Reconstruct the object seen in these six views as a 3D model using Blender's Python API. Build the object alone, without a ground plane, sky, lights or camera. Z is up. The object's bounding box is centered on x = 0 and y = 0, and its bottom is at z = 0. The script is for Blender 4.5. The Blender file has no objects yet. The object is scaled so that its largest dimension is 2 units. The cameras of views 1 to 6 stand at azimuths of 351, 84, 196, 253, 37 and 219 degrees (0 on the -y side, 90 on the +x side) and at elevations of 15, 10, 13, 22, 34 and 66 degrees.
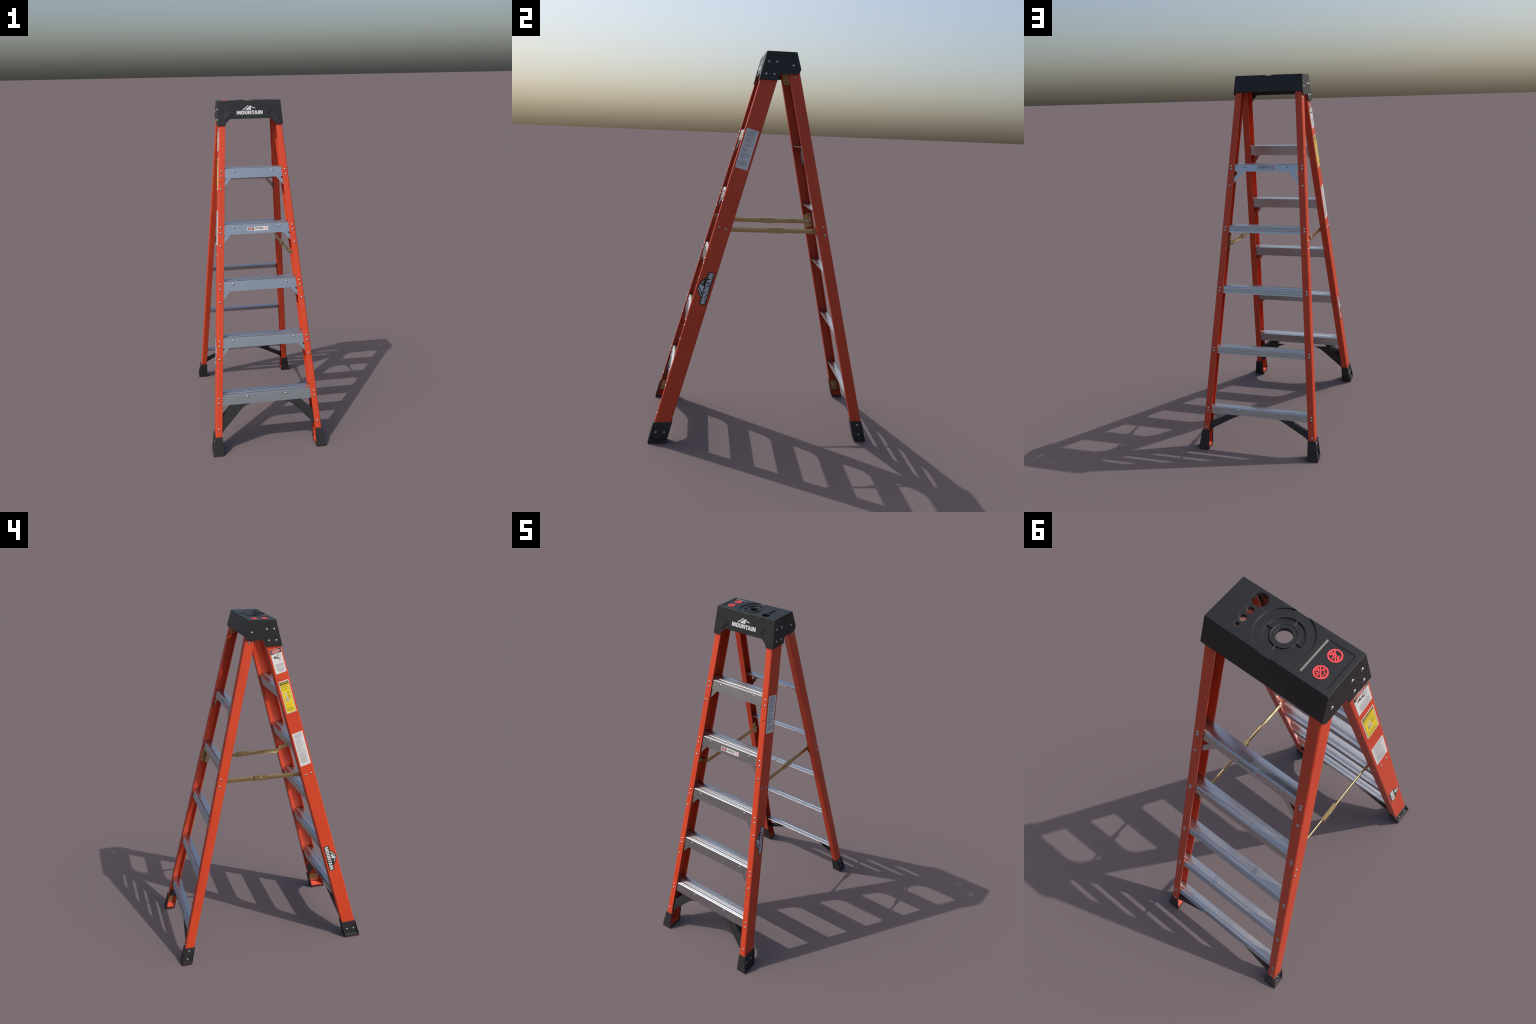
# A fibreglass step ladder: two frames of orange C-channel rails under a black
# moulded top cap, five grooved aluminium steps in front, five L-section bars
# behind, folding spreaders, plastic boots, rivets, stickers.
import bpy, bmesh, math, random
from math import sin, cos, pi, radians
from mathutils import Vector, Matrix
from mathutils.geometry import tessellate_polygon

V3 = Vector
# ------------------------------------------------------------------ layout
SLANT = 0.0725            # side planes lean in: outer x = WIDE - SLANT * z
WIDE = 0.3242
F0, FS = -0.5715, 0.2827  # front rails: front face y = F0 + FS * z
R0, RS = 0.5720, -0.2203  # rear rails:  rear face  y = R0 + RS * z
FD, RD = 0.0872, 0.0550   # rail depths
FW, RW = 0.0380, 0.0372   # flange widths
TF, TW = 0.0050, 0.0045   # flange and web thickness


def side_x(z): return WIDE - SLANT * z
def front_y(z): return F0 + FS * z
def rear_y(z): return R0 + RS * z


# ------------------------------------------------------------------ materials
def srgb(r, g, b):
    f = lambda c: (c / 12.92 if c <= 0.04045 else ((c + 0.055) / 1.055) ** 2.4)
    return (f(r / 255), f(g / 255), f(b / 255), 1.0)


class Mat:
    def __init__(self, name):
        self.m = bpy.data.materials.new(name)
        self.m.use_nodes = True
        self.t = self.m.node_tree
        self.b = self.t.nodes["Principled BSDF"]
        self.co = None

    def n(self, kind, **kw):
        node = self.t.nodes.new("ShaderNode" + kind)
        for k, v in kw.items():
            if k in node.inputs:
                node.inputs[k].default_value = v
            else:
                setattr(node, k, v)
        return node

    def link(self, a, b): self.t.links.new(a, b)

    def coord(self, scale=(1, 1, 1)):
        if self.co is None:
            self.co = self.n("TexCoord")
        mp = self.n("Mapping")
        mp.inputs["Scale"].default_value = scale
        self.link(self.co.outputs["Object"], mp.inputs["Vector"])
        return mp.outputs[0]

    def noise(self, size, scale=(1, 1, 1), detail=3.0, rough=0.55):
        nz = self.n("TexNoise")
        nz.inputs["Scale"].default_value = size
        nz.inputs["Detail"].default_value = detail
        nz.inputs["Roughness"].default_value = rough
        self.link(self.coord(scale), nz.inputs["Vector"])
        return nz.outputs["Fac"]

    def ramp(self, fac, stops):
        r = self.n("ValToRGB")
        e = r.color_ramp.elements
        while len(e) < len(stops):
            e.new(0.5)
        for i, (p, c) in enumerate(stops):
            e[i].position = p
            e[i].color = c
        self.link(fac, r.inputs["Fac"])
        return r.outputs["Color"]

    def mix(self, fac, a, b, mode="MIX"):
        mx = self.n("Mix", data_type="RGBA", blend_type=mode)
        for sock, val in ((mx.inputs[0], fac), (mx.inputs[6], a), (mx.inputs[7], b)):
            if hasattr(val, "is_linked"):
                self.link(val, sock)
            else:
                sock.default_value = val
        return mx.outputs[2]

    def set(self, **kw):
        for k, v in kw.items():
            k = k.replace("_", " ")
            s = self.b.inputs[k]
            if hasattr(v, "is_linked"):
                self.link(v, s)
            else:
                s.default_value = v

    def bump(self, height, strength, dist, radius=None):
        bp = self.n("Bump")
        bp.inputs["Strength"].default_value = strength
        bp.inputs["Distance"].default_value = dist
        self.link(height, bp.inputs["Height"])
        if radius:
            bv = self.n("Bevel", samples=6)
            bv.inputs["Radius"].default_value = radius
            self.link(bv.outputs[0], bp.inputs["Normal"])
        self.link(bp.outputs[0], self.b.inputs["Normal"])


def flat(name, col, rough=0.5, metal=0.0, spec=0.5):
    m = Mat(name)
    m.set(Base_Color=col, Roughness=rough, Metallic=metal)
    m.b.inputs["Specular IOR Level"].default_value = spec
    return m.m


def fibreglass():
    m = Mat("orange_fibreglass")
    broad = m.noise(9, (1, 1, 0.35), 4)
    fine = m.noise(190, (1, 1, 0.5), 3, 0.6)
    speck = m.noise(330, (1, 1, 0.7), 1)
    c = m.ramp(broad, [(0.3, (0.560, 0.0490, 0.0135, 1)), (0.7, (0.620, 0.0615, 0.0170, 1))])
    f = m.ramp(fine, [(0.35, (0.90, 0.87, 0.85, 1)), (0.65, (1.07, 1.10, 1.12, 1))])
    c = m.mix(0.9, c, f, "MULTIPLY")
    s = m.ramp(speck, [(0.66, (0, 0, 0, 1)), (0.78, (0.28, 0.28, 0.28, 1))])
    c = m.mix(s, c, (0.80, 0.15, 0.09, 1))
    m.set(Base_Color=c, Roughness=0.42)
    m.b.inputs["Specular IOR Level"].default_value = 0.45
    m.bump(fine, 0.10, 0.0006)
    return m.m


def plastic(name, lo, hi, rough, radius):
    m = Mat(name)
    broad = m.noise(14, (1, 1, 1), 4)
    grain = m.noise(520, (1, 1, 1), 2)
    m.set(Base_Color=m.ramp(broad, [(0.3, lo), (0.7, hi)]), Roughness=rough)
    m.b.inputs["Specular IOR Level"].default_value = 0.5
    m.bump(grain, 0.12, 0.0004, radius)
    return m.m


def aluminium(knurled=False):
    m = Mat("knurled_aluminium" if knurled else "brushed_aluminium")
    streak = m.noise(60, (0.12, 5, 5), 4, 0.6)
    blot = m.noise(11, (1, 1, 1), 4, 0.6)
    c = m.ramp(streak, [(0.3, (0.51, 0.52, 0.53, 1)), (0.7, (0.55, 0.56, 0.57, 1))])
    r = m.ramp(blot, [(0.3, (0.25, 0.25, 0.25, 1)), (0.7, (0.31, 0.31, 0.31, 1))])
    m.set(Base_Color=c, Metallic=1.0)
    if not knurled:
        m.set(Roughness=r)
    if knurled:
        wv = m.n("TexWave", wave_type="BANDS", bands_direction="X")
        wv.inputs["Scale"].default_value = 150
        m.link(m.coord(), wv.inputs["Vector"])
        m.set(Roughness=0.45)
        m.bump(wv.outputs["Fac"], 0.2, 0.0004)
    return m.m


def gold_plate():
    m = Mat("yellow_zinc_plate")
    big = m.noise(26, (1, 1, 1), 3)
    grit = m.noise(240, (1, 1, 1), 4, 0.7)
    c = m.ramp(big, [(0.32, (0.56, 0.45, 0.20, 1)), (0.5, (0.58, 0.45, 0.22, 1)), (0.70, (0.60, 0.39, 0.21, 1))])
    g = m.ramp(grit, [(0.3, (0.72, 0.70, 0.66, 1)), (0.65, (1.05, 1.03, 1.0, 1))])
    c = m.mix(0.85, c, g, "MULTIPLY")
    m.set(Base_Color=c, Roughness=0.32, Metallic=0.9)
    m.bump(grit, 0.22, 0.0005)
    return m.m


ORANGE = fibreglass()
BLACK = plastic("black_plastic", (0.0095, 0.0098, 0.0102, 1), (0.0118, 0.0121, 0.0126, 1), 0.44, 0.0022)
BOOT = plastic("black_rubber", (0.015, 0.0155, 0.016, 1), (0.021, 0.0215, 0.022, 1), 0.50, 0.0010)
ALU, KNURL, GOLD = aluminium(), aluminium(True), gold_plate()
STEEL = flat("rivet_steel", (0.50, 0.51, 0.52, 1), 0.33, 1.0)
SOLE = flat("maroon_rubber", (0.100, 0.014, 0.011, 1), 0.6)
PAD = flat("orange_rubber", (0.56, 0.052, 0.018, 1), 0.5)
PAINT = flat("orange_paint", (0.64, 0.056, 0.017, 1), 0.42)
RED = flat("red_paint", (0.74, 0.066, 0.072, 1), 0.42)
WHITE = flat("white_ink", (0.60, 0.59, 0.59, 1), 0.45)
PAPER = flat("white_sticker", (0.70, 0.69, 0.68, 1), 0.42)
SILVER = flat("silver_sticker", (0.50, 0.51, 0.53, 1), 0.42, 0.55)
YELLOW = flat("yellow_ink", (0.80, 0.60, 0.016, 1), 0.42)
INK = flat("black_ink", (0.018, 0.018, 0.018, 1), 0.45)
GREY = flat("grey_ink", (0.27, 0.27, 0.27, 1), 0.5)
OLIVE = flat("olive_ink", (0.30, 0.25, 0.045, 1), 0.5)
REDINK = flat("red_ink", (0.66, 0.022, 0.024, 1), 0.45)
PALE = flat("pale_ink", (0.56, 0.53, 0.50, 1), 0.45)


# ------------------------------------------------------------------ geometry
class Frame:
    """A local drawing plane: u and v in the plane, w out of it."""

    def __init__(self, o, u, v, n=None):
        self.o, self.u, self.v = V3(o), V3(u).normalized(), V3(v).normalized()
        self.n = V3(n).normalized() if n else self.u.cross(self.v).normalized()

    def p(self, u, v, w=0.0): return self.o + self.u * u + self.v * v + self.n * w

    def at(self, u, v, turn=0.0):
        c, s = cos(turn), sin(turn)
        return Frame(self.p(u, v), self.u * c + self.v * s, self.v * c - self.u * s, self.n)


class Build:
    def __init__(self):
        self.v, self.f, self.mi, self.mats = [], [], [], []
        self.cur = 0

    def use(self, mat):
        if mat not in self.mats:
            self.mats.append(mat)
        self.cur = self.mats.index(mat)
        return self

    def add(self, verts, faces):
        k = len(self.v)
        self.v += [tuple(p) for p in verts]
        self.f += [[i + k for i in f] for f in faces]
        self.mi += [self.cur] * len(faces)
        return self

    def loft(self, rings, caps=True):
        n = len(rings[0])
        vs = [p for r in rings for p in r]
        fs = [[i * n + j, i * n + (j + 1) % n, (i + 1) * n + (j + 1) % n, (i + 1) * n + j]
              for i in range(len(rings) - 1) for j in range(n)]
        if caps:
            for base, flip in ((0, True), ((len(rings) - 1) * n, False)):
                for t in tessellate_polygon([[V3(vs[base + k]) for k in range(n)]]):
                    fs.append([base + k for k in t])
        return self.add(vs, fs)

    def prism(self, fr, outline, w0, w1, holes=(), dw=None):
        """An outline with holes, drawn in a frame, made solid from w0 to w1."""
        loops = [list(outline)] + [list(h) for h in holes]
        flatp = [q for l in loops for q in l]
        tri = tessellate_polygon([[V3((a, b, 0)) for a, b in l] for l in loops])
        n = len(flatp)
        top = [fr.p(a, b, w1 + (dw(a, b) if dw else 0)) for a, b in flatp]
        vs = [fr.p(a, b, w0) for a, b in flatp] + top
        fs = [list(t)[::-1] for t in tri] + [[i + n for i in t] for t in tri]
        k = 0
        for l in loops:
            m = len(l)
            fs += [[k + i, k + (i + 1) % m, k + (i + 1) % m + n, k + i + n] for i in range(m)]
            k += m
        return self.add(vs, fs)

    def box(self, fr, u0, u1, v0, v1, w0, w1):
        return self.prism(fr, [(u0, v0), (u1, v0), (u1, v1), (u0, v1)], w0, w1)

    def mesh(self, name, angle=35, clean=True):
        me = bpy.data.meshes.new(name)
        me.from_pydata(self.v, [], self.f)
        for m in self.mats:
            me.materials.append(m)
        me.polygons.foreach_set("material_index", self.mi)
        bm = bmesh.new()
        bm.from_mesh(me)
        if clean:
            bmesh.ops.remove_doubles(bm, verts=bm.verts, dist=1e-6)
        bmesh.ops.recalc_face_normals(bm, faces=bm.faces)
        bm.to_mesh(me)
        bm.free()
        me.polygons.foreach_set("use_smooth", [True] * len(me.polygons))
        me.set_sharp_from_angle(angle=radians(angle))
        return me

    def obj(self, name, parent, angle=35):
        return put(name, self.mesh(name, angle), parent)


def rounded(o, width, segments=2):
    """Round the object's sharp edges for good."""
    md = o.modifiers.new("round", "BEVEL")
    md.width, md.segments, md.limit_method, md.angle_limit = width, segments, "ANGLE", radians(40)
    bpy.context.view_layer.update()
    old, name = o.data, o.data.name
    me = baked(o)
    o.modifiers.clear()
    me.set_sharp_from_angle(angle=radians(30))
    o.data = me
    bpy.data.meshes.remove(old)
    me.name = name
    return o


def put(name, data, parent, matrix=None):
    o = bpy.data.objects.new(name, data)
    bpy.context.scene.collection.objects.link(o)
    if parent:
        o.parent = parent
    if matrix is not None:
        o.matrix_world = matrix
    return o


def baked(o):
    """The object's mesh with its modifiers applied."""
    dg = bpy.context.evaluated_depsgraph_get()
    return bpy.data.meshes.new_from_object(o.evaluated_get(dg))


def circle(cx, cy, r, n=48, a0=0.0, a1=2 * pi, closed=True):
    m = n if closed else n + 1
    return [(cx + r * cos(a0 + (a1 - a0) * i / n), cy + r * sin(a0 + (a1 - a0) * i / n)) for i in range(m)]


def round_rect(u0, u1, v0, v1, r, n=5):
    out = []
    for cx, cy, a in ((u1 - r, v1 - r, 0), (u0 + r, v1 - r, pi / 2), (u0 + r, v0 + r, pi), (u1 - r, v0 + r, 1.5 * pi)):
        out += [(cx + r * cos(a + pi / 2 * i / n), cy + r * sin(a + pi / 2 * i / n)) for i in range(n + 1)]
    return out


def bar2d(p, q, w):
    p, q = V3((*p, 0)), V3((*q, 0))
    d = (q - p).normalized()
    e = V3((-d.y, d.x, 0)) * (w / 2)
    return [tuple(x.xy) for x in (p - e, q - e, q + e, p + e)]


RNG = random.Random(7)
LADDER = bpy.data.objects.new("step_ladder", None)
bpy.context.scene.collection.objects.link(LADDER)
LADDER["label"] = "orange fibreglass A-frame step ladder with aluminium steps, black top cap"
LADDER["category"] = "step ladder"


# ------------------------------------------------------------------ rivets
def dome(name, mat, r=0.0064, h=0.0017):
    """A low rivet head, shaded as a full round."""
    b = Build().use(mat)
    prof = [(r * 0.97, -0.0015), (r, 0.0002)] + [(r * cos(a), 0.0002 + (h - 0.0002) * sin(a)) for a in (0.3, 0.6, 0.9, 1.2, 1.4)] + [(r * 0.04, h)]
    rings = [[V3((q * cos(2 * pi * i / 20), q * sin(2 * pi * i / 20), w)) for i in range(20)] for q, w in prof]
    b.loft(rings)
    me = b.mesh(name, 180)
    ns = []
    for v in me.vertices:
        q = min(1.0, math.hypot(v.co.x, v.co.y) / r)
        t = radians(62) * q
        d = V3((v.co.x, v.co.y, 0))
        d = d.normalized() if d.length > 1e-9 else V3((0, 0, 0))
        ns.append(d * sin(t) + V3((0, 0, cos(t))))
    me.normals_split_custom_set_from_vertices(ns)
    return me


RIVET = dome("rivet", STEEL)
PAINTED = dome("painted_rivet", PAINT)


def rivet(pos, normal, parent, data=None, size=1.0):
    q = V3(normal).to_track_quat("Z", "Y").to_matrix().to_4x4()
    put("rivet", data or RIVET, parent, Matrix.Translation(V3(pos)) @ q @ Matrix.Scale(size, 4))


# outward normals of the sloping faces
NF = V3((0, -1, FS)).normalized()
NR = V3((0, 1, -RS)).normalized()
def NS(s): return V3((s, 0, SLANT)).normalized()


# ------------------------------------------------------------------ rails
def channel(width, depth):
    """C-section: x runs inward from the outer face, y from one flange to the other."""
    ro, ri, rt = 0.0065, 0.0030, 0.0012
    pts = []

    def arc(cx, cy, r, a0, a1, n):
        for i in range(n + 1):
            a = radians(a0 + (a1 - a0) * i / n)
            pts.append((cx + r * cos(a), cy + r * sin(a)))

    e = 0.0010                      # narrow bands beside each rounding keep the flats flat
    arc(width - rt, rt, rt, 0, -90, 2)
    pts.extend([(width - rt - e, 0), (ro + e, 0)])
    arc(ro, ro, ro, 270, 180, 6)
    pts.extend([(0, ro + e), (0, depth - ro - e)])
    arc(ro, depth - ro, ro, 180, 90, 6)
    pts.extend([(ro + e, depth), (width - rt - e, depth)])
    arc(width - rt, depth - rt, rt, 90, 0, 2)
    arc(width - rt, depth - TF + rt, rt, 0, -90, 2)
    pts.extend([(width - rt - e, depth - TF), (TW + ri + e, depth - TF)])
    arc(TW + ri, depth - TF - ri, ri, 90, 180, 4)
    pts.extend([(TW, depth - TF - ri - e), (TW, TF + ri + e)])
    arc(TW + ri, TF + ri, ri, 180, 270, 4)
    pts.extend([(TW + ri + e, TF), (width - rt - e, TF)])
    arc(width - rt, TF - rt, rt, 90, 0, 2)
    return pts


def rail(s, front):
    prof = channel(FW if front else RW, FD if front else RD)
    rings = []
    n = 12
    z0, z1 = 0.016, 1.962
    for k in range(n + 1):
        z = z0 + (z1 - z0) * k / n
        ring = []
        for u, v in prof:
            y = front_y(z) + v if front else rear_y(z) - v
            ring.append(V3((s * (side_x(z) - u), y, z)))
        rings.append(ring)
    return Build().use(ORANGE).loft(rings).obj("front_rail" if front else "rear_rail", LADDER, 50)


FRONT = {s: rail(s, True) for s in (1, -1)}
REAR = {s: rail(s, False) for s in (1, -1)}

# ------------------------------------------------------------------ steps
STEP_Z = [1.5974 - 0.32015 * k for k in range(5)]      # height of the rivet line
TOP, BOT = 0.0162, -0.0388                             # tread and lower edge from it


def tread_profile():
    """Upper outline of the tread, front to rear: ribbed bands, flats and a double groove."""
    d = FD - 2 * TF - 0.0012
    pts = [(0.0, -0.0022), (0.0006, -0.0008), (0.002, 0.0)]

    def ribs(a, b, pitch, h):
        n = round((b - a) / pitch)
        for i in range(n):
            q = a + (b - a) * i / n
            p = (b - a) / n
            pts.extend([(q + 0.08 * p, -h), (q + 0.5 * p, 0.0), (q + 0.92 * p, -h)])

    ribs(0.0026, 0.0130, 0.0034, 0.00045)
    pts.extend([(0.0136, 0.0), (0.0144, -0.0011), (0.0238, -0.0011), (0.0246, 0.0)])
    ribs(0.0250, 0.0465, 0.0019, 0.00025)
    pts.extend([(0.0472, -0.0002), (0.0545, -0.0002)])
    for q in (0.0568, 0.0622):
        pts.extend([(q - 0.0015, -0.0002), (q - 0.0011, -0.0026), (q + 0.0011, -0.0026), (q + 0.0015, -0.0002)])
    pts.extend([(d - 0.0022, -0.0002), (d - 0.0006, -0.0008), (d, -0.0022)])
    return pts, d


def step(k):
    zr = STEP_Z[k]
    zt, zb = zr + TOP, zr + BOT
    up, d = tread_profile()
    t = 0.0022
    # section in (y offset, z): tread outline, down the rear apron, up inside, down the front apron
    sec = [(q, zt + h) for q, h in up]
    lean = lambda z: FS * (z - zt)
    sec += [(d, zb), (d - t, zb), (d - t, zt - 0.0050), (t, zt - 0.0050), (t, zb), (0.0, zb)]
    base = front_y(zt) + TF + 0.0006
    b = Build().use(ALU)
    rings = []
    nx = 2
    for i in range(nx + 1):
        f = -1 + 2 * i / nx
        rings.append([V3((f * (side_x(z) - TW - 0.0008), base + q + lean(z), z)) for q, z in sec])
    b.loft(rings)
    me = b.mesh("step", 16)
    me.materials.append(KNURL)
    for p in me.polygons:          # the ribbed bands are cross-cut as well
        c = p.center
        q = c.y - base
        if c.z > zt - 0.0011 and abs(p.normal.x) < 0.5 and (0.0026 < q < 0.0130 or 0.025 < q < 0.0465):
            p.material_index = 1
    o = put("step", me, LADDER)
    yf = lambda z: front_y(z) + TF + 0.0006
    xs = 0.1142 + 0.0232 * k if k < 4 else 0.1150
    for s in (1, -1):
        rivet((s * xs, yf(zr), zr), NF, o)
        for dz in (0.0026, -0.0252):
            z = zr + dz
            rivet((s * (side_x(z) - 0.0170), front_y(z), z), NF, FRONT[s])
        if k < 4:
            z = zr - 0.0980
            rivet((s * (side_x(z) - 0.0170), front_y(z), z), NF, FRONT[s], PAINTED if (k == 0 and s == 1) else None)
            strap(s, xs, zr, z, True)
    return o


def strap(s, xs, zr, zf, front):
    """Flat diagonal brace from the step's apron down to the rail's flange."""
    if front:
        f = Frame((0, front_y(zf) + 0.0086, zf), (s, 0, 0), (0, FS, 1), NF)
    else:
        f = Frame((0, rear_y(zf) - 0.0080, zf), (s, 0, 0), (0, RS, 1), NR)
    L = V3((0, (FS if front else RS), 1)).length
    a = V3((side_x(zf) - 0.0165, 0.0, 0))
    c = V3((xs, (zr - zf) * L, 0))
    d = (c - a).normalized()
    e = V3((d.y, -d.x, 0)) if d.x < 0 else V3((-d.y, d.x, 0))   # towards the upper, outer side
    w = 0.0098
    out = []
    for i in range(9):
        g = pi / 2 + pi * i / 8
        out.append(tuple((a + e * (w * sin(g)) + d * (w * cos(g))).xy))
    out = out[::1]
    for i in range(9):
        g = -pi / 2 + pi * i / 8
        out.append(tuple((c + e * (w * sin(g)) + d * (w * cos(g))).xy))
    b = Build().use(ALU)
    b.prism(f, out, -0.0011, 0.0011)
    # the upper edge is folded back
    p, q = a + e * (w - 0.0006) + d * 0.012, c + e * (w - 0.0006) - d * 0.004
    b.prism(f, bar2d(p.xy, q.xy, 0.0016), -0.0075, 0.0006)
    b.obj("step_brace", LADDER)


STEPS = [step(k) for k in range(5)]

# ------------------------------------------------------------------ rear bars
BAR_Z = [1.5245 - 0.3249 * k for k in range(5)]


def rear_bar(k):
    zr = BAR_Z[k]
    zt, zb = zr + 0.0095, zr - 0.0288
    t = 0.0022
    d = RD - 2 * TF - 0.0010
    lean = lambda z: RS * (z - zt)
    base = rear_y(zt) - TF - 0.0005
    sec = []                                  # (forward offset from rear face, z)
    H = zt - zb
    if k == 0:
        sec += [(0, zb)]
    else:
        g = 0.0007 if k == 1 else 0.0022
        sec += [(0, zb), (0, zb + 0.20 * H)]
        for fz in (0.30, 0.60):
            zc = zb + fz * H
            sec += [(0, zc - 0.0030), (g, zc - 0.0016), (g, zc + 0.0016), (0, zc + 0.0030)]
    r = 0.005
    sec.append((0, zt - r - 0.0010))
    for i in range(6):
        a = radians(180 - 90 * i / 5)
        sec.append((r + r * cos(a), zt - r + r * sin(a)))
    sec.append((r + 0.0010, zt))
    if k:
        sec += [(0.0130, zt), (0.014, zt + 0.0002), (0.0155, zt + 0.0011), (0.017, zt + 0.0004), (0.0185, zt)]
    sec += [(d - 0.002, zt), (d, zt - 0.0010), (d, zt - 0.0028), (d - 0.002, zt - 0.0030),
            (0.0085, zt - 0.0030), (0.0040, zt - 0.0070), (0.0032, zb)]
    rings = []
    for f in (-1, 0, 1):
        rings.append([V3((f * (side_x(z) - TW - 0.0008), base - q + lean(z), z)) for q, z in sec])
    o = Build().use(ALU).loft(rings).obj("rear_bar", LADDER, 30)
    yr = lambda z: rear_y(z) - TF - 0.0005
    for s in (1, -1):
        for dz in (0.0, -0.0155):
            z = zr + dz
            rivet((s * (side_x(z) - 0.0168), rear_y(z), z), NR, REAR[s])
        if k == 0:
            z = zr - 0.1026
            rivet((s * (side_x(z) - 0.0165), rear_y(z), z), NR, REAR[s])
            rivet((s * 0.1174, yr(zr - 0.0055), zr - 0.0055), NR, o)
            strap(s, 0.1174, zr - 0.0055, z, False)
        if k == 4:
            rivet((s * 0.1186, yr(zr - 0.0032), zr - 0.0032), NR, o)
    if k == 4:                              # the ribs are pressed flat between the rivets
        z = zb + 0.60 * H
        f = Frame((0, yr(z), z), (-1, 0, 0), (0, RS, 1), NR)
        Build().use(ALU).box(f, -0.131, 0.131, -0.0055, 0.0055, -0.0020, 0.0004).obj("flat_panel", o)
    return o


BARS = [rear_bar(k) for k in range(5)]


# ------------------------------------------------------------------ knee braces
def smooth(pts, n=5):
    """A Catmull-Rom curve through the given points."""
    out = []
    P = [V3((*p, 0)) for p in pts]
    for i in range(len(P) - 1):
        a, b, c, d = P[max(i - 1, 0)], P[i], P[i + 1], P[min(i + 2, len(P) - 1)]
        for j in range(n):
            t = j / n
            q = 0.5 * ((2 * b) + (c - a) * t + (2 * a - 5 * b + 4 * c - d) * t * t + (3 * b - a - 3 * c + d) * t ** 3)
            out.append(tuple(q.xy))
    out.append(tuple(P[-1].xy))
    return out


def knee(s, front):
    if front:
        low = smooth([(0.100, 0.2755), (0.118, 0.2710), (0.138, 0.2610), (0.158, 0.2455), (0.200, 0.2035), (0.2565, 0.1470), (0.270, 0.1310), (0.2790, 0.1180)])
        up = smooth([(0.305, 0.2030), (0.284, 0.2050), (0.266, 0.2150), (0.240, 0.2370), (0.216, 0.2610), (0.204, 0.2740), (0.200, 0.2850)])
        outline = low + [(0.310, 0.1180)] + up
        f = lambda dz: Frame((0, front_y(0) + TF + 0.0034 + dz, 0), (s, 0, 0), (0, FS, 1), NF)
        L = V3((0, FS, 1)).length
    else:
        low = smooth([(0.099, 0.1960), (0.114, 0.1930), (0.130, 0.1860), (0.150, 0.1755), (0.205, 0.1460), (0.255, 0.1185), (0.267, 0.1100), (0.276, 0.1000)])
        up = smooth([(0.305, 0.1440), (0.280, 0.1460), (0.262, 0.1505), (0.235, 0.1640), (0.203, 0.1795), (0.192, 0.1865), (0.187, 0.1960), (0.186, 0.2050)])
        outline = low + [(0.310, 0.1000)] + up
        f = lambda dz: Frame((0, rear_y(0) - TF - 0.0040 - dz, 0), (s, 0, 0), (0, RS, 1), NR)
        L = V3((0, RS, 1)).length
    sc = lambda pts: [(a, b * L) for a, b in pts]
    fr = f(0)
    b = Build().use(BOOT)
    b.prism(fr, sc(outline), -0.0012, 0.0012)

    def ridge(pts, r, w0, w1):
        for i in range(len(pts) - 1):
            b.prism(fr, sc(bar2d(pts[i], pts[i + 1], r)), w0, w1)

    def fold(pts, depth):
        n = len(pts)
        q = sc(pts)
        top, th = [], 0.0024
        for i in range(n):
            a, c = V3((*q[max(i - 1, 0)], 0)), V3((*q[min(i + 1, n - 1)], 0))
            d = (c - a).normalized()
            top.append((q[i][0] + d.y * th, q[i][1] - d.x * th))
        rings = [[fr.p(*q[i], 0.0009), fr.p(*top[i], 0.0009), fr.p(*top[i], -depth), fr.p(*q[i], -depth)] for i in range(n)]
        b.loft(rings)

    if front:
        fold(up[5:-2], 0.071)
        b.prism(fr, sc(outline), -0.0714, -0.0690)
        ridge([(0.186, 0.2720), (0.176, 0.2610), (0.178, 0.2460), (0.215, 0.2080), (0.262, 0.1610)], 0.0018, 0.0, 0.0024)
    else:
        fold(up[5:-6], 0.022)
    b.obj("knee_brace", LADDER, 40)
    if front:
        z = 0.1470
        rivet((s * (side_x(z) - 0.0175), front_y(z), z), NF, FRONT[s])
    else:
        z = 0.1185
        rivet((s * (side_x(z) - 0.0170), rear_y(z), z), NR, REAR[s])


for s in (1, -1):
    knee(s, True)
    knee(s, False)


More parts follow.
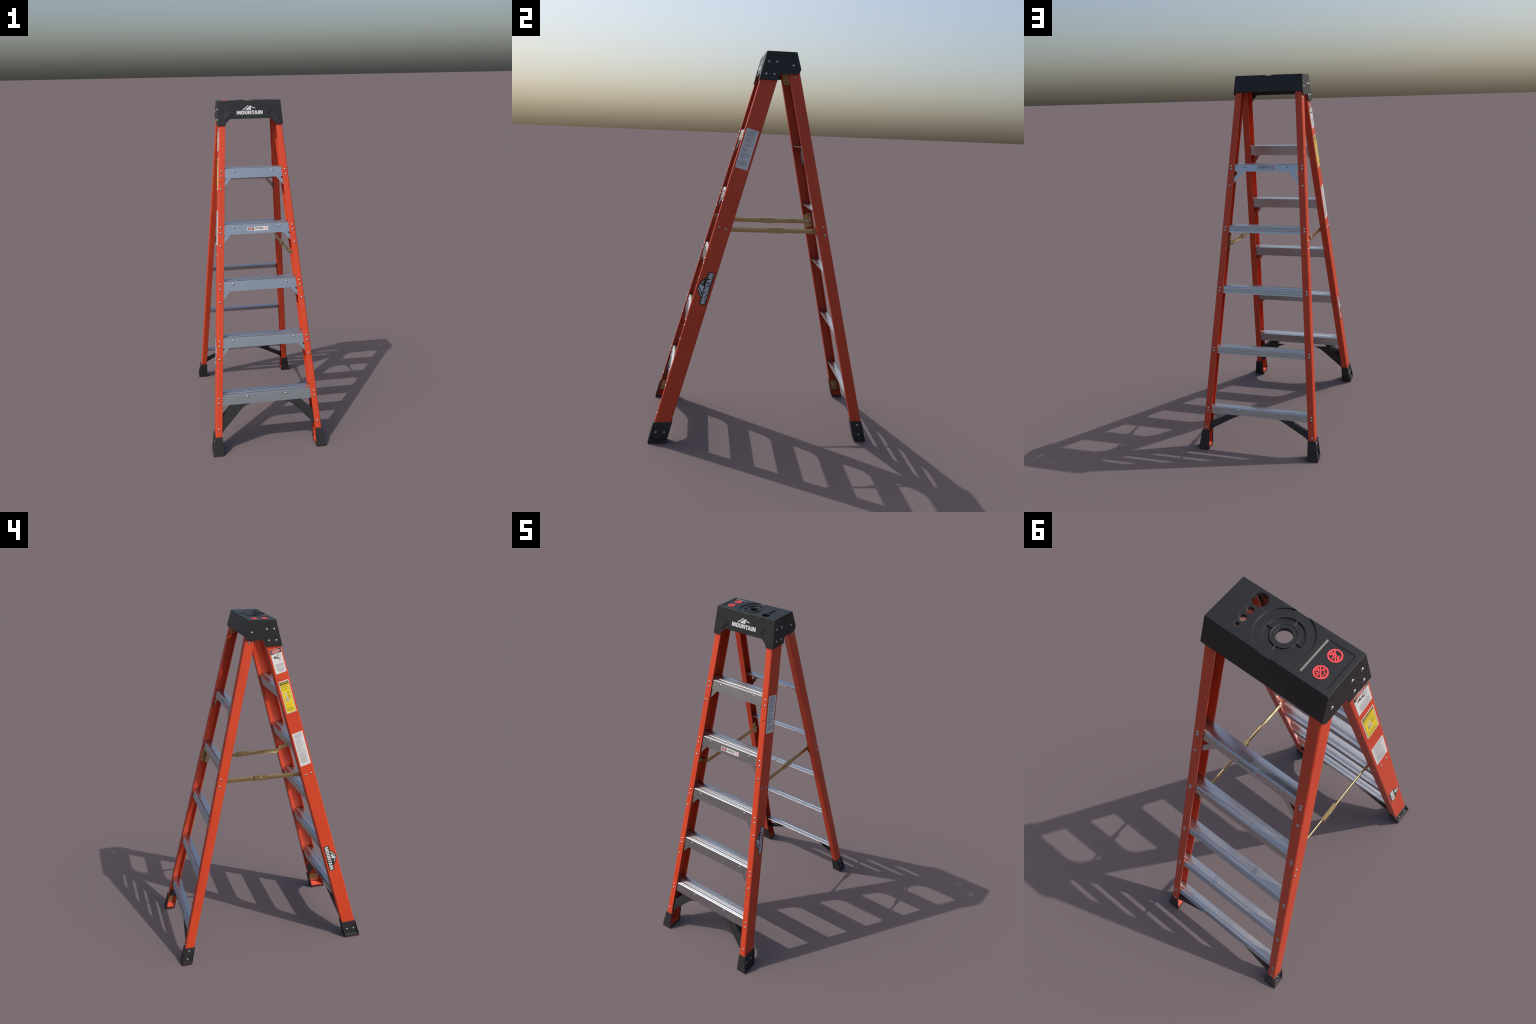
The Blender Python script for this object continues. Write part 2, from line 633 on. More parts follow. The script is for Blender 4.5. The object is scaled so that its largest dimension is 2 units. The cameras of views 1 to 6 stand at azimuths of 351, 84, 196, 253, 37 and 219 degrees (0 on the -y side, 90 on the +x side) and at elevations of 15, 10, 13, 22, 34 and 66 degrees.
# ------------------------------------------------------------------ boots
def boot(s, front):
    H = 0.1055
    d = FD if front else RD
    lap = 0.0042 if front else 0.0027
    face = front_y if front else rear_y
    sg = 1 if front else -1                    # from the face inward along y
    b = Build().use(BOOT)
    xo = lambda z: 0.3382 - 0.0180 * z / H
    xi = 0.2775

    def hexa(xa, xb, ya, yb, z0, z1):
        rings = []
        for z in (z0, z1):
            A, B = xa(z), xb(z)
            rings.append([V3((s * A, face(z) + sg * ya, z)), V3((s * B, face(z) + sg * ya, z)),
                          V3((s * B, face(z) + sg * yb, z)), V3((s * A, face(z) + sg * yb, z))])
        b.loft(rings)

    c = lambda q: (lambda z: q)
    web = lambda off: (lambda z: side_x(z) + off)
    hexa(c(xi), xo, -lap, -0.0001, 0.0033, H)                 # cheeks, flaring outward
    hexa(c(xi), xo, d + 0.0001, d + lap, 0.0033, H)
    hexa(web(-0.0030), web(0.0030), -0.0008, d + 0.0008, 0.0045, H - 0.0004)   # outer pane
    hexa(c(xi + 0.0003), c(0.3372), -0.0006, d + 0.0006, 0.0036, 0.0120)       # tread block
    hexa(c(0.300), c(0.3310), -0.0004, d + 0.0004, 0.0110, 0.0185)             # ledge
    o = b.obj("boot", LADDER, 30)
    b = Build().use(SOLE)
    hexa(c(xi + 0.0012), c(0.3372), -lap + 0.001, d + lap - 0.001, 0.0, 0.0042)
    b.obj("sole", o, 30)
    # pad inside the boot, sloping up to the web
    b = Build().use(PAD)
    z0 = 0.011
    rings = []
    for q in (TF - 0.001, d - TF + 0.001):
        rings.append([V3((s * x, face(z) + sg * q, z)) for x, z in
                      ((0.2795, z0), (0.2795, 0.0150), (0.296, 0.0185), (0.308, 0.0260), (0.3185, 0.0262), (0.3185, z0))])
    b.loft(rings)
    b.obj("inner_pad", o, 30)
    # backing plate and rivets
    b = Build().use(GOLD)
    web_i = lambda off: (lambda z: side_x(z) - TW - off)
    m = 0.012 if front else 0.009
    hexa(web_i(0.0030), web_i(0.0002), m, d - m, 0.032, 0.092)
    b.obj("backing_plate", o, 30)
    spots = [(-0.5353, 0.0518), (-0.4908, 0.0515)] if front else [(0.5286, 0.0839), (0.5391, 0.0306)]
    for y, z in spots:
        rivet((s * (side_x(z) + 0.0030), y, z), NS(s), o)
        rivet((s * (side_x(z) - TW - 0.0032), y, z), -NS(s), o, None, 0.7)


for s in (1, -1):
    boot(s, True)
    boot(s, False)

# ------------------------------------------------------------------ top cap
CAP_LOW = 1.8600
cf = lambda z: -0.0145 - 0.2590 * (2 - z)      # front face y
cr = lambda z: 0.1353 + 0.2740 * (2 - z)       # rear face y
cs = lambda z: 0.1862 + 0.0686 * (2 - z)       # side face x
CY, CR = 0.060, 0.0776                          # centre and radius of the tray
NCF = V3((0, -1, 0.2590)).normalized()
NCS = lambda s: V3((s, 0, 0.0686)).normalized()
XY = Frame((0, 0, 0), (1, 0, 0), (0, 1, 0))


def frustum(z0, z1, off):
    def ring(z):
        x, f, r = cs(z) - off, cf(z) + off, cr(z) - off
        return [V3((-x, f, z)), V3((x, f, z)), V3((x, r, z)), V3((-x, r, z))]
    return Build().use(BLACK).loft([ring(z0), ring(z1)])


def top_cap():
    cap = put("top_cap", frustum(CAP_LOW, 2.0, 0.0).mesh("top_cap"), LADDER)
    cutters = []

    def cut(build, op="DIFFERENCE"):
        c = put("cutter", build.mesh("cutter"), None)
        md = cap.modifiers.new("cut", "BOOLEAN")
        md.operation, md.object, md.solver = op, c, "EXACT"
        cutters.append(c)

    cut(frustum(CAP_LOW - 0.02, 1.9880, 0.0048))
    # sides stop higher at the rear, with a rounded corner; the rear wall is shorter still
    fr = Frame((-0.3, 0, 0), (0, 1, 0), (0, 0, 1))
    prof = [(0.0380, 1.80), (0.0395, 1.8592), (0.0455, 1.8625), (0.0503, 1.8826), (0.0527, 1.8900), (0.0590, 1.8925), (0.1270, 1.8915), (0.1390, 1.8935),
            (0.1485, 1.8975), (0.1535, 1.9050), (0.1560, 1.9138), (0.20, 1.9138), (0.20, 1.80)]
    cut(Build().use(BLACK).prism(fr, prof, 0.0, 0.6))
    fr = Frame((0, 0.030, 0), (1, 0, 0), (0, 0, 1))
    notch = [(-0.1495, 1.80), (-0.1495, 1.8625), (-0.1465, 1.8725), (-0.1225, 1.8945), (-0.1185, 1.8960),
             (0.1185, 1.8960), (0.1225, 1.8945), (0.1465, 1.8725), (0.1495, 1.8625), (0.1495, 1.80)]
    cut(Build().use(BLACK).prism(fr, notch, 0.0, 0.2))
    # holes for tools
    b = Build().use(BLACK)
    for x, y, r in ((0.1085, 0.0157, 0.0215), (0.1087, 0.0555, 0.0107), (0.1085, 0.0830, 0.0105), (0.1087, 0.1070, 0.0066)):
        b.prism(XY, circle(x, y, r, 56), 1.97, 2.02)
    b.prism(XY, circle(0, CY, 0.0222, 64), 1.97, 2.02)
    cut(b)
    cut(Build().use(BLACK).prism(XY, circle(0, CY, CR, 128), 1.9960, 2.02))
    b = Build().use(BLACK)                      # ring trough, crossed by four ribs
    for i in range(4):
        g0, g1 = 0.0018 / 0.052, 0.0018 / 0.0365
        a = i * pi / 2
        out = circle(0, CY, 0.0520, 20, a + g0, a + pi / 2 - g0, False)
        inn = circle(0, CY, 0.0365, 20, a + pi / 2 - g1, a + g1, False)
        b.prism(XY, out + inn, 1.9915, 2.01)
    cut(b)
    cut(Build().use(BLACK).prism(XY, circle(0, CY, 0.0325, 96), 1.9945, 2.01))
    cut(Build().use(BLACK).prism(XY, circle(0, CY, 0.0270, 64), 1.9825, 1.9890, [circle(0, CY, 0.0222, 64)]), "UNION")
    # sunk panel with sloping walls
    rings = []
    for z, g in ((1.9978, 0.0), (2.0003, 0.0052)):
        rings.append([V3((x, y, z)) for x, y in round_rect(-0.1690 - g * 0.5, -0.0945 + g, 0.0070 - g * 0.5, 0.1190 + g * 0.5, 0.004 + g * 0.5)])
    cut(Build().use(BLACK).loft(rings))
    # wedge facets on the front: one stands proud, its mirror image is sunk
    fc = Frame((0, cf(2.0), 2.0), (1, 0, 0), (0, 0.2590, 1), NCF)
    L = V3((0, 0.2590, 1)).length
    wedge = [(-0.1385, -0.0485), (-0.1112, -0.0750), (-0.1487, -0.1110), (-0.1610, -0.1024), (-0.1457, -0.0617)]
    hi = lambda u, v: 0.0042 * max(0.0, min(1.0, (abs(abs(u) - 0.1620)) / 0.045))
    cut(Build().use(BLACK).prism(fc, [(u, v * L) for u, v in wedge], -0.002, 0.0004, (), hi), "UNION")
    cut(Build().use(BLACK).prism(fc, [(-u, v * L) for u, v in wedge][::-1], 0.004, -0.0003, (), lambda u, v: -hi(u, v) * 0.85))
    me = baked(cap)
    cap.modifiers.clear()
    for c in cutters:
        bpy.data.objects.remove(c)
    me.polygons.foreach_set("use_smooth", [True] * len(me.polygons))
    me.set_sharp_from_angle(angle=radians(14))
    me.name = "top_cap"
    cap.data = me
    for s in (1, -1):
        for y, z in ((-0.0037, 1.9488), (0.0368, 1.9483), (0.1190, 1.9342), (-0.0157, 1.8890), (0.0247, 1.8886)):
            rivet((s * cs(z), y, z), NCS(s), cap)
        rivet((s * side_x(1.8787), 0.1313, 1.8787), NS(s), REAR[s])
    return cap


CAP = top_cap()


def hinge_plates(s):
    for front in (True, False):
        b = Build().use(GOLD)
        face = front_y if front else rear_y
        sg = 1 if front else -1
        q0, q1 = (0.012, 0.066) if front else (0.0105, 0.0430)
        z0, z1 = (1.8745, 1.955) if front else (1.8670, 1.955)
        rings = []
        for z in (z0, z1):
            x = side_x(z) - TW
            rings.append([V3((s * (x - a), face(z) + sg * q, z)) for a, q in ((0.0002, q0), (0.0032, q0), (0.0032, q1), (0.0002, q1))])
        o = b.loft(rings).obj("hinge_plate", LADDER, 30)
        if not front:
            rivet((s * (side_x(1.8787) - TW - 0.0032), 0.1313, 1.8787), -NS(s), o)


for s in (1, -1):
    hinge_plates(s)


# ------------------------------------------------------------------ spreaders
def spreader(s):
    o = bpy.data.objects.new("spreader", None)
    bpy.context.scene.collection.objects.link(o)
    o.parent = LADDER
    X, Z = 0.2035, 1.1065
    fr = Frame((s * X, 0, Z), (0, 1, 0), (0, 0, 1), (-s, 0, 0))     # seen from inside the ladder
    h = 0.0122

    def arm(y0, y1, w0, w1, zo0=0.0, zo1=0.0):
        out = [(y0 + h * cos(pi / 2 + pi * i / 8), h * sin(pi / 2 + pi * i / 8) + zo0) for i in range(9)]
        out += [(y1 + h * cos(-pi / 2 + pi * i / 8), h * sin(-pi / 2 + pi * i / 8) + zo1) for i in range(9)]
        return rounded(Build().use(GOLD).prism(fr, out, w0, w1).obj("spreader_arm", o, 40), 0.0007)

    arm(-0.1636, 0.0640, -0.0010, 0.0026, 0.0, 0.0)
    arm(0.0600, 0.2845, 0.0028, 0.0060, 0.0, 0.0)
    # folded sleeve over the joint
    b = Build().use(GOLD)
    fs = fr.at(0.0630, 0.0)
    b.box(fs, -0.0376, 0.0376, -0.0150, 0.0136, 0.0062, 0.0084)
    b.box(fs, -0.0376, 0.0376, -0.0150, 0.0136, -0.0030, -0.0008)
    b.box(fs, -0.0376, 0.0376, 0.0132, 0.0156, -0.0028, 0.0082)
    sl = b.obj("joint_sleeve", o, 30)
    rivet((s * (X - 0.0084), 0.0630, Z), (-s, 0, 0), sl)
    rivet((s * (X + 0.0030), 0.0630, Z), (s, 0, 0), sl)
    # front bracket: tab on the web, slanting neck, tab at the pivot
    zc = lambda y: 1.1065 - 0.31 * (y + 0.1800)
    pts = [(side_x(1.125) - TW - 0.0002, -0.2480), (side_x(1.113) - TW - 0.0002, -0.1860), (X + 0.0042, -0.1780), (X + 0.0034, -0.1520)]
    rings = []
    zz = [1.1275, 1.1090, 1.1065, 1.1065]
    for i, (x, y) in enumerate(pts):
        nx, ny = ((-0.0028, 0.0), (-0.0026, -0.0014), (-0.0016, -0.0020), (-0.0028, 0.0))[i]
        rings.append([V3((s * (x + a * nx), y + a * ny, zz[i] + c * 0.0125 * (1 + 0 * a))) for a, c in ((0, -1), (0, 1), (1, 1), (1, -1))])
    br = Build().use(GOLD).loft(rings).obj("spreader_bracket", o, 30)
    for y, z in ((-0.2303, 1.1224), (-0.1978, 1.1123)):
        rivet((s * side_x(z), y, z), NS(s), br)
        rivet((s * (side_x(z) - TW - 0.0030), y, z), -NS(s), br, None, 0.8)
    rivet((s * (X - 0.0026), -0.1636, Z), (-s, 0, 0), br, None, 0.8)
    # rear bracket: plate on the web, riser, and a winged cheek that carries the pivot
    b = Build().use(GOLD)
    a = V3((0, RS, 1)).normalized()
    fw = Frame((s * (side_x(1.1115) - TW), 0.3090, 1.1115), (0, 1, RS * -1), (-s * SLANT, RS, 1), -NS(s))
    b.box(fw, -0.0170, 0.0170, -0.0400, 0.0400, 0.0002, 0.0028)
    fc = Frame((s * (X - 0.0000), 0.2925, 1.1115), (0, 1, 0.2203), (0, RS, 1), (-s, 0, 0))
    cheek = [(0.0, -0.0400), (0.0, 0.0400), (-0.0150, 0.0400), (-0.0270, 0.0100), (-0.0270, -0.0080), (-0.0170, -0.0400)]
    b.prism(fc, cheek, -0.0014, 0.0012)
    rings = []
    for t in (-0.0400, 0.0400):
        p = V3((0, 0.2925, 1.1115)) + V3((0, RS, 1)).normalized() * t
        xo = side_x(p.z) - TW - 0.0006
        rings.append([V3((s * x, p.y + q, p.z)) for x, q in ((X + 0.0010, -0.0016), (xo, -0.0006), (xo, 0.0020), (X + 0.0010, 0.0008))])
    b.loft(rings)
    br = b.obj("spreader_bracket", o, 30)
    for y, z in ((0.3039, 1.1361), (0.3134, 1.0932)):
        rivet((s * side_x(z), y, z), NS(s), br)
        rivet((s * (side_x(z) - TW - 0.0030), y, z), -NS(s), br, None, 0.8)
    rivet((s * (X - 0.0058), 0.2845, Z), (-s, 0, 0), br, None, 0.8)


for s in (1, -1):
    spreader(s)

# ------------------------------------------------------------------ lettering
def glyphs():
    """Heavy block capitals, one unit high: (width, outline, holes)."""
    k = 0.30
    def bowl(n0, a0, a1, w, r, cy0, cy1):
        return [(w / 2 + r[0] * cos(a0 + (a1 - a0) * i / n0), (cy0 if sin(a0 + (a1 - a0) * i / n0) < 0 else cy1) + r[1] * sin(a0 + (a1 - a0) * i / n0)) for i in range(n0 + 1)]
    g = {}
    g["M"] = (1.06, [(0, 0), (0, 1), (0.36, 1), (0.53, 0.48), (0.70, 1), (1.06, 1), (1.06, 0), (0.78, 0), (0.78, 0.56), (0.62, 0.08), (0.44, 0.08), (0.28, 0.56), (0.28, 0)], [])
    w = 0.88
    g["O"] = (w, bowl(28, 0, 2 * pi, w, (w / 2, 0.36), 0.34, 0.66)[:-1], [bowl(28, 0, 2 * pi, w, (0.135, 0.15), 0.40, 0.60)[:-1]])
    w = 0.82
    g["U"] = (w, [(0, 1), (0, 0.36)] + bowl(12, pi, 2 * pi, w, (w / 2, 0.37), 0.35, 0.35)[1:] + [(w, 1), (w - k, 1), (w - k, 0.36)]
              + bowl(8, 2 * pi, pi, w, (w / 2 - k, 0.13), 0.36, 0.36)[1:] + [(k, 1)], [])
    w = 0.86
    g["N"] = (w, [(0, 0), (0, 1), (0.30, 1), (0.58, 0.46), (0.58, 1), (w, 1), (w, 0), (0.57, 0), (0.28, 0.55), (0.28, 0)], [])
    g["T"] = (0.76, [(0.23, 0), (0.23, 0.74), (0, 0.74), (0, 1), (0.76, 1), (0.76, 0.74), (0.53, 0.74), (0.53, 0)], [])
    w = 0.92
    g["A"] = (w, [(0, 0), (0.30, 1), (0.62, 1), (w, 0), (0.61, 0), (0.57, 0.16), (0.34, 0.16), (0.30, 0)], [[(0.395, 0.38), (0.525, 0.38), (0.46, 0.70)]])
    g["I"] = (0.30, [(0, 0), (0, 1), (0.30, 1), (0.30, 0)], [])
    return g


GLYPH = glyphs()


def logo(b, fr, length, h, w0, w1):
    """The name under its mountain ridge, 'length' long, letters 'h' high, from the frame's origin."""
    gap = 0.085
    total = sum(GLYPH[c][0] for c in "MOUNTAIN") + gap * 7 - 0.13
    kx, u = length / total, 0.0
    for c in "MOUNTAIN":
        w, out, holes = GLYPH[c]
        tr = lambda l: [((u + a) * kx, q * h) for a, q in l]
        b.prism(fr, tr(out), w0, w1, [tr(x) for x in holes])
        u += w + gap - (0.13 if c == "T" else 0)
    ridge = [(.220, .165), (.272, .225), (.300, .232), (.342, .272), (.362, .270), (.432, .342), (.478, .302), (.462, .284), (.432, .304), (.370, .236), (.345, .236), (.308, .196), (.288, .196), (.256, .165)]
    face = [(.330, .165), (.402, .238), (.432, .242), (.545, .332), (.640, .252), (.678, .270), (.745, .208), (.680, .238), (.642, .220), (.566, .284), (.552, .250), (.560, .205), (.540, .165), (.462, .165), (.470, .198), (.432, .165)]
    for shape in (ridge, face):
        b.prism(fr, [(a * length, q * length * 1.02) for a, q in shape], w0, w1)


def words(fr, text, height, mat, b, width=None, w0=0.0, w1=0.0003, bold=0.0):
    """A line of the built-in font, centred on the frame's origin."""
    cu = bpy.data.curves.new("text", "FONT")
    cu.body, cu.size = text, 1.0
    cu.align_x, cu.align_y = "CENTER", "CENTER"
    cu.resolution_u = 3
    cu.offset = bold
    o = bpy.data.objects.new("text", cu)
    bpy.context.scene.collection.objects.link(o)
    bpy.context.view_layer.update()
    me = baked(o)
    bpy.data.objects.remove(o)
    xs = [v.co.x for v in me.vertices]
    ys = [v.co.y for v in me.vertices]
    ky = height / (max(ys) - min(ys))
    kx = (width / (max(xs) - min(xs))) if width else ky
    cx, cy = (max(xs) + min(xs)) / 2, (max(ys) + min(ys)) / 2
    b.use(mat).add([fr.p((v.co.x - cx) * kx, (v.co.y - cy) * ky, w1) for v in me.vertices], [list(p.vertices) for p in me.polygons])
    bpy.data.meshes.remove(me)


def print_lines(b, fr, u0, u1, v_top, v_bot, pitch, thick, w1, seed, ragged=0.3, centred=False):
    """Small print too fine to read: rows of word-long bars."""
    rng = random.Random(seed)
    v = v_top
    while v > v_bot:
        end = u1 - (u1 - u0) * ragged * rng.random() ** 2
        a, z = u0, end
        if centred:
            d = (u1 - end) / 2
            a, z = u0 + d, u1 - d
        u = a
        while u < z:
            w = min(rng.uniform(0.002, 0.0075), z - u)
            if w > 0.0008:
                b.box(fr, u, u + w, v - thick / 2, v + thick / 2, 0.0002, w1)
            u += w + 0.0011
        v -= pitch * (2.0 if rng.random() < 0.06 else 1.0)


def side_frame(s, y, z):
    """On the outer web of a front rail: u to the right of someone looking at it, v up the rail."""
    n = NS(s)
    up = V3((-s * SLANT, FS, 1)).normalized()
    return Frame((s * side_x(z), y, z), up.cross(n), up, n)


def sticker(name, fr, outline, mat, parent, th=0.0006):
    return Build().use(mat).prism(fr, outline, -0.0004, th).obj(name, parent, 30)


def danger_head(b, fr, u0, u1, v0, v1, w, lines):
    b.use(INK).prism(fr, round_rect(u0, u1, v0, v1, 0.0012), 0.0001, w)
    cu, cv, a, c = (u0 + u1) / 2, (v0 + v1) / 2, (u1 - u0) * 0.46, (v1 - v0) * 0.44
    a, c = a * 0.93, c * 0.90
    ell = lambda k: [(cu + a * k * cos(t * pi / 24), cv + c * (k if k > 0.95 else k * 0.95) * sin(t * pi / 24)) for t in range(48)]
    b.use(PALE).prism(fr, ell(1.0), 0.0001, w + 0.0002)
    b.use(REDINK).prism(fr, ell(0.93), 0.0001, w + 0.0004)
    n = len(lines)
    hh = c * (1.0 if n == 1 else 0.62)
    for i, t in enumerate(lines):
        dv = 0 if n == 1 else (c * 0.40 if i == 0 else -c * 0.40)
        words(fr.at(cu, cv + dv), t, hh, PALE, b, a * 1.38, w1=w + 0.0006, bold=0.02)


# --- left rail (x < 0), top: falling-person warning
fr = side_frame(-1, 0.0198, 1.8332)
W, H = 0.0626, 0.1345
o = sticker("warning_sticker", fr, round_rect(0, W, -H, 0, 0.003), PAPER, FRONT[-1])
b = Build()
danger_head(b, fr, 0.0008, W - 0.0008, -0.0250, -0.0006, 0.0008, ("DANGER", "PELIGRO"))
b.use(INK)
man = fr.at(0.0265, -0.0480)
for p, q, w in (((-0.0150, 0.0060), (0.0020, -0.0030), 0.0050), ((0.0020, -0.0030), (0.0085, 0.0005), 0.0042), ((0.0085, 0.0005), (0.0110, -0.0090), 0.0036),
                ((0.0110, -0.0090), (0.0160, -0.0080), 0.0030), ((0.0010, -0.0020), (0.0060, 0.0060), 0.0034), ((0.0060, 0.0060), (0.0145, 0.0160), 0.0032),
                ((-0.0060, 0.0010), (-0.0030, 0.0135), 0.0030), ((-0.0090, 0.0020), (-0.0170, 0.0040), 0.0028)):
    b.prism(man, bar2d(p, q, w), 0.0002, 0.0010)
b.prism(man, circle(-0.0085, 0.0075, 0.0029, 16), 0.0002, 0.0010)
b.use(GREY)
lad = fr.at(0.0420, -0.0540)
for p, q in (((-0.0040, -0.0190), (0.0020, 0.0230)), ((0.0060, -0.0190), (0.0095, 0.0230))):
    b.prism(lad, bar2d(p, q, 0.0013), 0.0002, 0.0008)
for i in range(6):
    v = -0.015 + 0.007 * i
    b.box(lad, -0.0030 + 0.0009 * i, 0.0062 + 0.0006 * i, v, v + 0.001, 0.0002, 0.0006)
print_lines(b, fr, 0.0110, W - 0.0060, -0.0830, -0.1235, 0.0040, 0.0021, 0.0008, 11, 0.25, True)
print_lines(b, fr, 0.0260, W - 0.0050, -0.1275, -0.1300, 0.0040, 0.0013, 0.0008, 12, 0.2)
b.obj("print", o)

# --- left rail: yellow caution sticker
fr = side_frame(-1, -0.0295, 1.6603)
W, H = 0.0590, 0.1870
o = sticker("caution_sticker", fr, [(0, 0), (0, -H), (W, -H), (W, 0)], PAPER, FRONT[-1])
b = Build().use(YELLOW)
b.box(fr, 0.0040, W - 0.0040, -H + 0.0050, -0.0060, 0.0002, 0.0008)
b.use(INK)
b.box(fr, 0.0040, W - 0.0040, -0.0215, -0.0056, 0.0002, 0.0010)
for u0, u1, v0, v1 in ((0.0034, 0.0043, -H + 0.0045, -0.0056), (W - 0.0043, W - 0.0034, -H + 0.0045, -0.0056), (0.0034, W - 0.0034, -H + 0.0044, -H + 0.0053)):
    b.box(fr, u0, u1, v0, v1, 0.0002, 0.0009)
words(fr.at(W / 2, -0.0135), "CAUTION", 0.0092, YELLOW, b, 0.0440, w1=0.0013, bold=0.03)
b.use(OLIVE)
print_lines(b, fr, 0.0075, W - 0.0070, -0.0265, -0.0500, 0.0037, 0.0020, 0.0010, 21, 0.25)
print_lines(b, fr, 0.0330, W - 0.0070, -0.0640, -0.1080, 0.0037, 0.0019, 0.0010, 22, 0.45)
print_lines(b, fr, 0.0085, W - 0.0100, -0.1370, -0.1440, 0.0037, 0.0018, 0.0010, 23, 0.3)
print_lines(b, fr, 0.0075, W - 0.0070, -0.1540, -0.1740, 0.0037, 0.0020, 0.0010, 24, 0.35)
b.use(PALE)
fig = fr.at(0.0235, -0.1000)
for p, q, w in (((-0.0085, 0.0350), (-0.0010, 0.0270), 0.0045), ((-0.0010, 0.0270), (0.0045, 0.0330), 0.0036), ((0.0010, 0.0260), (0.0030, 0.0080), 0.0062),
                ((0.0025, 0.0080), (-0.0035, -0.0200), 0.0034), ((0.0040, 0.0080), (0.0125, -0.0210), 0.0036), ((0.0030, 0.0060), (0.0030, -0.0260), 0.0026)):
    b.prism(fig, bar2d(p, q, w), 0.0002, 0.0011 + w * 0.02)
b.use(GREY)
for i in range(5):
    b.box(fig, -0.0020 - 0.0008 * i, 0.0060 + 0.0014 * i, -0.0005 - 0.005 * i, 0.0007 - 0.005 * i, 0.0002, 0.0013)
b.prism(fig, bar2d((-0.0060, 0.0060), (-0.0075, -0.0210), 0.0030), 0.0002, 0.0012)
b.use(OLIVE).prism(fig, bar2d((0.0030, 0.0460), (0.0015, 0.0400), 0.0022), 0.0002, 0.0010)
b.obj("print", o)


# --- small-print stickers on both rails
def text_sticker(s, y, z, W, H, mat, ink, seed):
    fr = side_frame(s, y, z)
    o = sticker("instruction_sticker", fr, [(0, 0), (0, -H), (W, -H), (W, 0)], mat, FRONT[s])
    b = Build().use(ink)
    rng = random.Random(seed)
    v, n = -0.0060, 0
    while v > -H + 0.016:
        rows = rng.randint(2, 6)
        print_lines(b, fr, 0.0050, W - 0.0060, v, v - 0.0018, 0.0020, 0.0024, 0.0008, seed + n, 0.7)
        bot = max(v - rows * 0.0036, -H + 0.016)
        print_lines(b, fr, 0.0085, W - 0.0060, v - 0.0036, bot, 0.0036, 0.0019, 0.0008, seed + n + 50, 0.6)
        v = bot - 0.0040
        n += 1
    print_lines(b, fr, 0.0050, 0.020, -H + 0.0060, -H + 0.0050, 0.003, 0.0016, 0.0008, seed + 90)
    print_lines(b, fr, 0.0380, W - 0.008, -H + 0.0060, -H + 0.0050, 0.003, 0.0016, 0.0008, seed + 91)
    b.obj("print", o)


text_sticker(-1, -0.1103, 1.3625, 0.0635, 0.2045, PAPER, GREY, 31)
text_sticker(1, -0.1042, 1.6218, 0.0635, 0.2035, PAPER, GREY, 41)


# --- name badges on both rails
def badge(s):
    n = NS(s)
    up = V3((-s * SLANT, FS, 1)).normalized()
    away = V3((0, -1, FS)).normalized()                 # across the rail, towards its front edge
    Lg, hh, m = 0.1625, 0.0222, 0.0056
    if s < 0:
        o0, u = (side_x(0.6416), -0.3160, 0.6416), -up
    else:
        o0, u = (side_x(0.7199), -0.2934, 0.7199), up
    v = n.cross(u)
    fr = Frame((s * o0[0], o0[1], o0[2]), u, v, n)
    k = Lg
    sil = [(-.033, -.034), (1.033, -.034), (1.033, .172), (.850, .172), (.775, .245), (.695, .306), (.655, .300), (.560, .372), (.505, .345), (.437, .384), (.345, .312), (.268, .268), (.180, .172), (-.033, .172)]
    f2 = fr.at(m, m)
    o = sticker("name_badge", f2, [(a * k, b * k) for a, b in sil], INK, FRONT[s])
    b = Build().use(WHITE)
    logo(b, f2, Lg, hh, 0.0002, 0.0009)
    b.obj("name_print", o)


badge(1)
badge(-1)

# --- name on the cap
zb = 1.9203
fr = Frame((-0.0792, cf(zb), zb), (1, 0, 0), (0, 0.2590, 1), NCF)
b = Build().use(WHITE)
logo(b, fr, 0.1545, 0.0222, -0.0003, 0.0005)
b.obj("name_print", CAP)

# --- sticker on the second step
zs = 1.2768
yf = front_y(zs) + TF + 0.0006
fr = Frame((-0.0560, yf, zs), (1, 0, 0), (0, FS, 1), NF)
W, H = 0.1236, 0.0232
o = sticker("step_sticker", fr, round_rect(0, W, -H, 0, 0.0012), PAPER, STEPS[1])
b = Build()
danger_head(b, fr, 0.0040, 0.0390, -0.0200, -0.0028, 0.0008, ("DANGER",))
b.use(INK)
print_lines(b, fr, 0.0480, 0.0960, -0.0072, -0.0074, 0.004, 0.0042, 0.0008, 61, 0.1)
print_lines(b, fr, 0.0420, 0.1000, -0.0134, -0.0136, 0.004, 0.0036, 0.0008, 62, 0.05)
b.use(GREY)
print_lines(b, fr, 0.0700, 0.0980, -0.0184, -0.0186, 0.004, 0.0014, 0.0008, 63, 0.1)
b.use(REDINK)
b.prism(fr, circle(0.1105, -0.0108, 0.0090, 32), 0.0002, 0.0008, [circle(0.1105, -0.0108, 0.0074, 32)])
b.prism(fr, bar2d((0.1052, -0.0055), (0.1158, -0.0161), 0.0014), 0.0002, 0.0008)
b.use(GREY)
for p, q in (((0.1085, -0.0160), (0.1100, -0.0060)), ((0.1145, -0.0125), (0.1118, -0.0066)), ((0.1060, -0.0100), (0.1090, -0.0085))):
    b.prism(fr, bar2d(p, q, 0.0018), 0.0002, 0.0007)
b.obj("print", o)

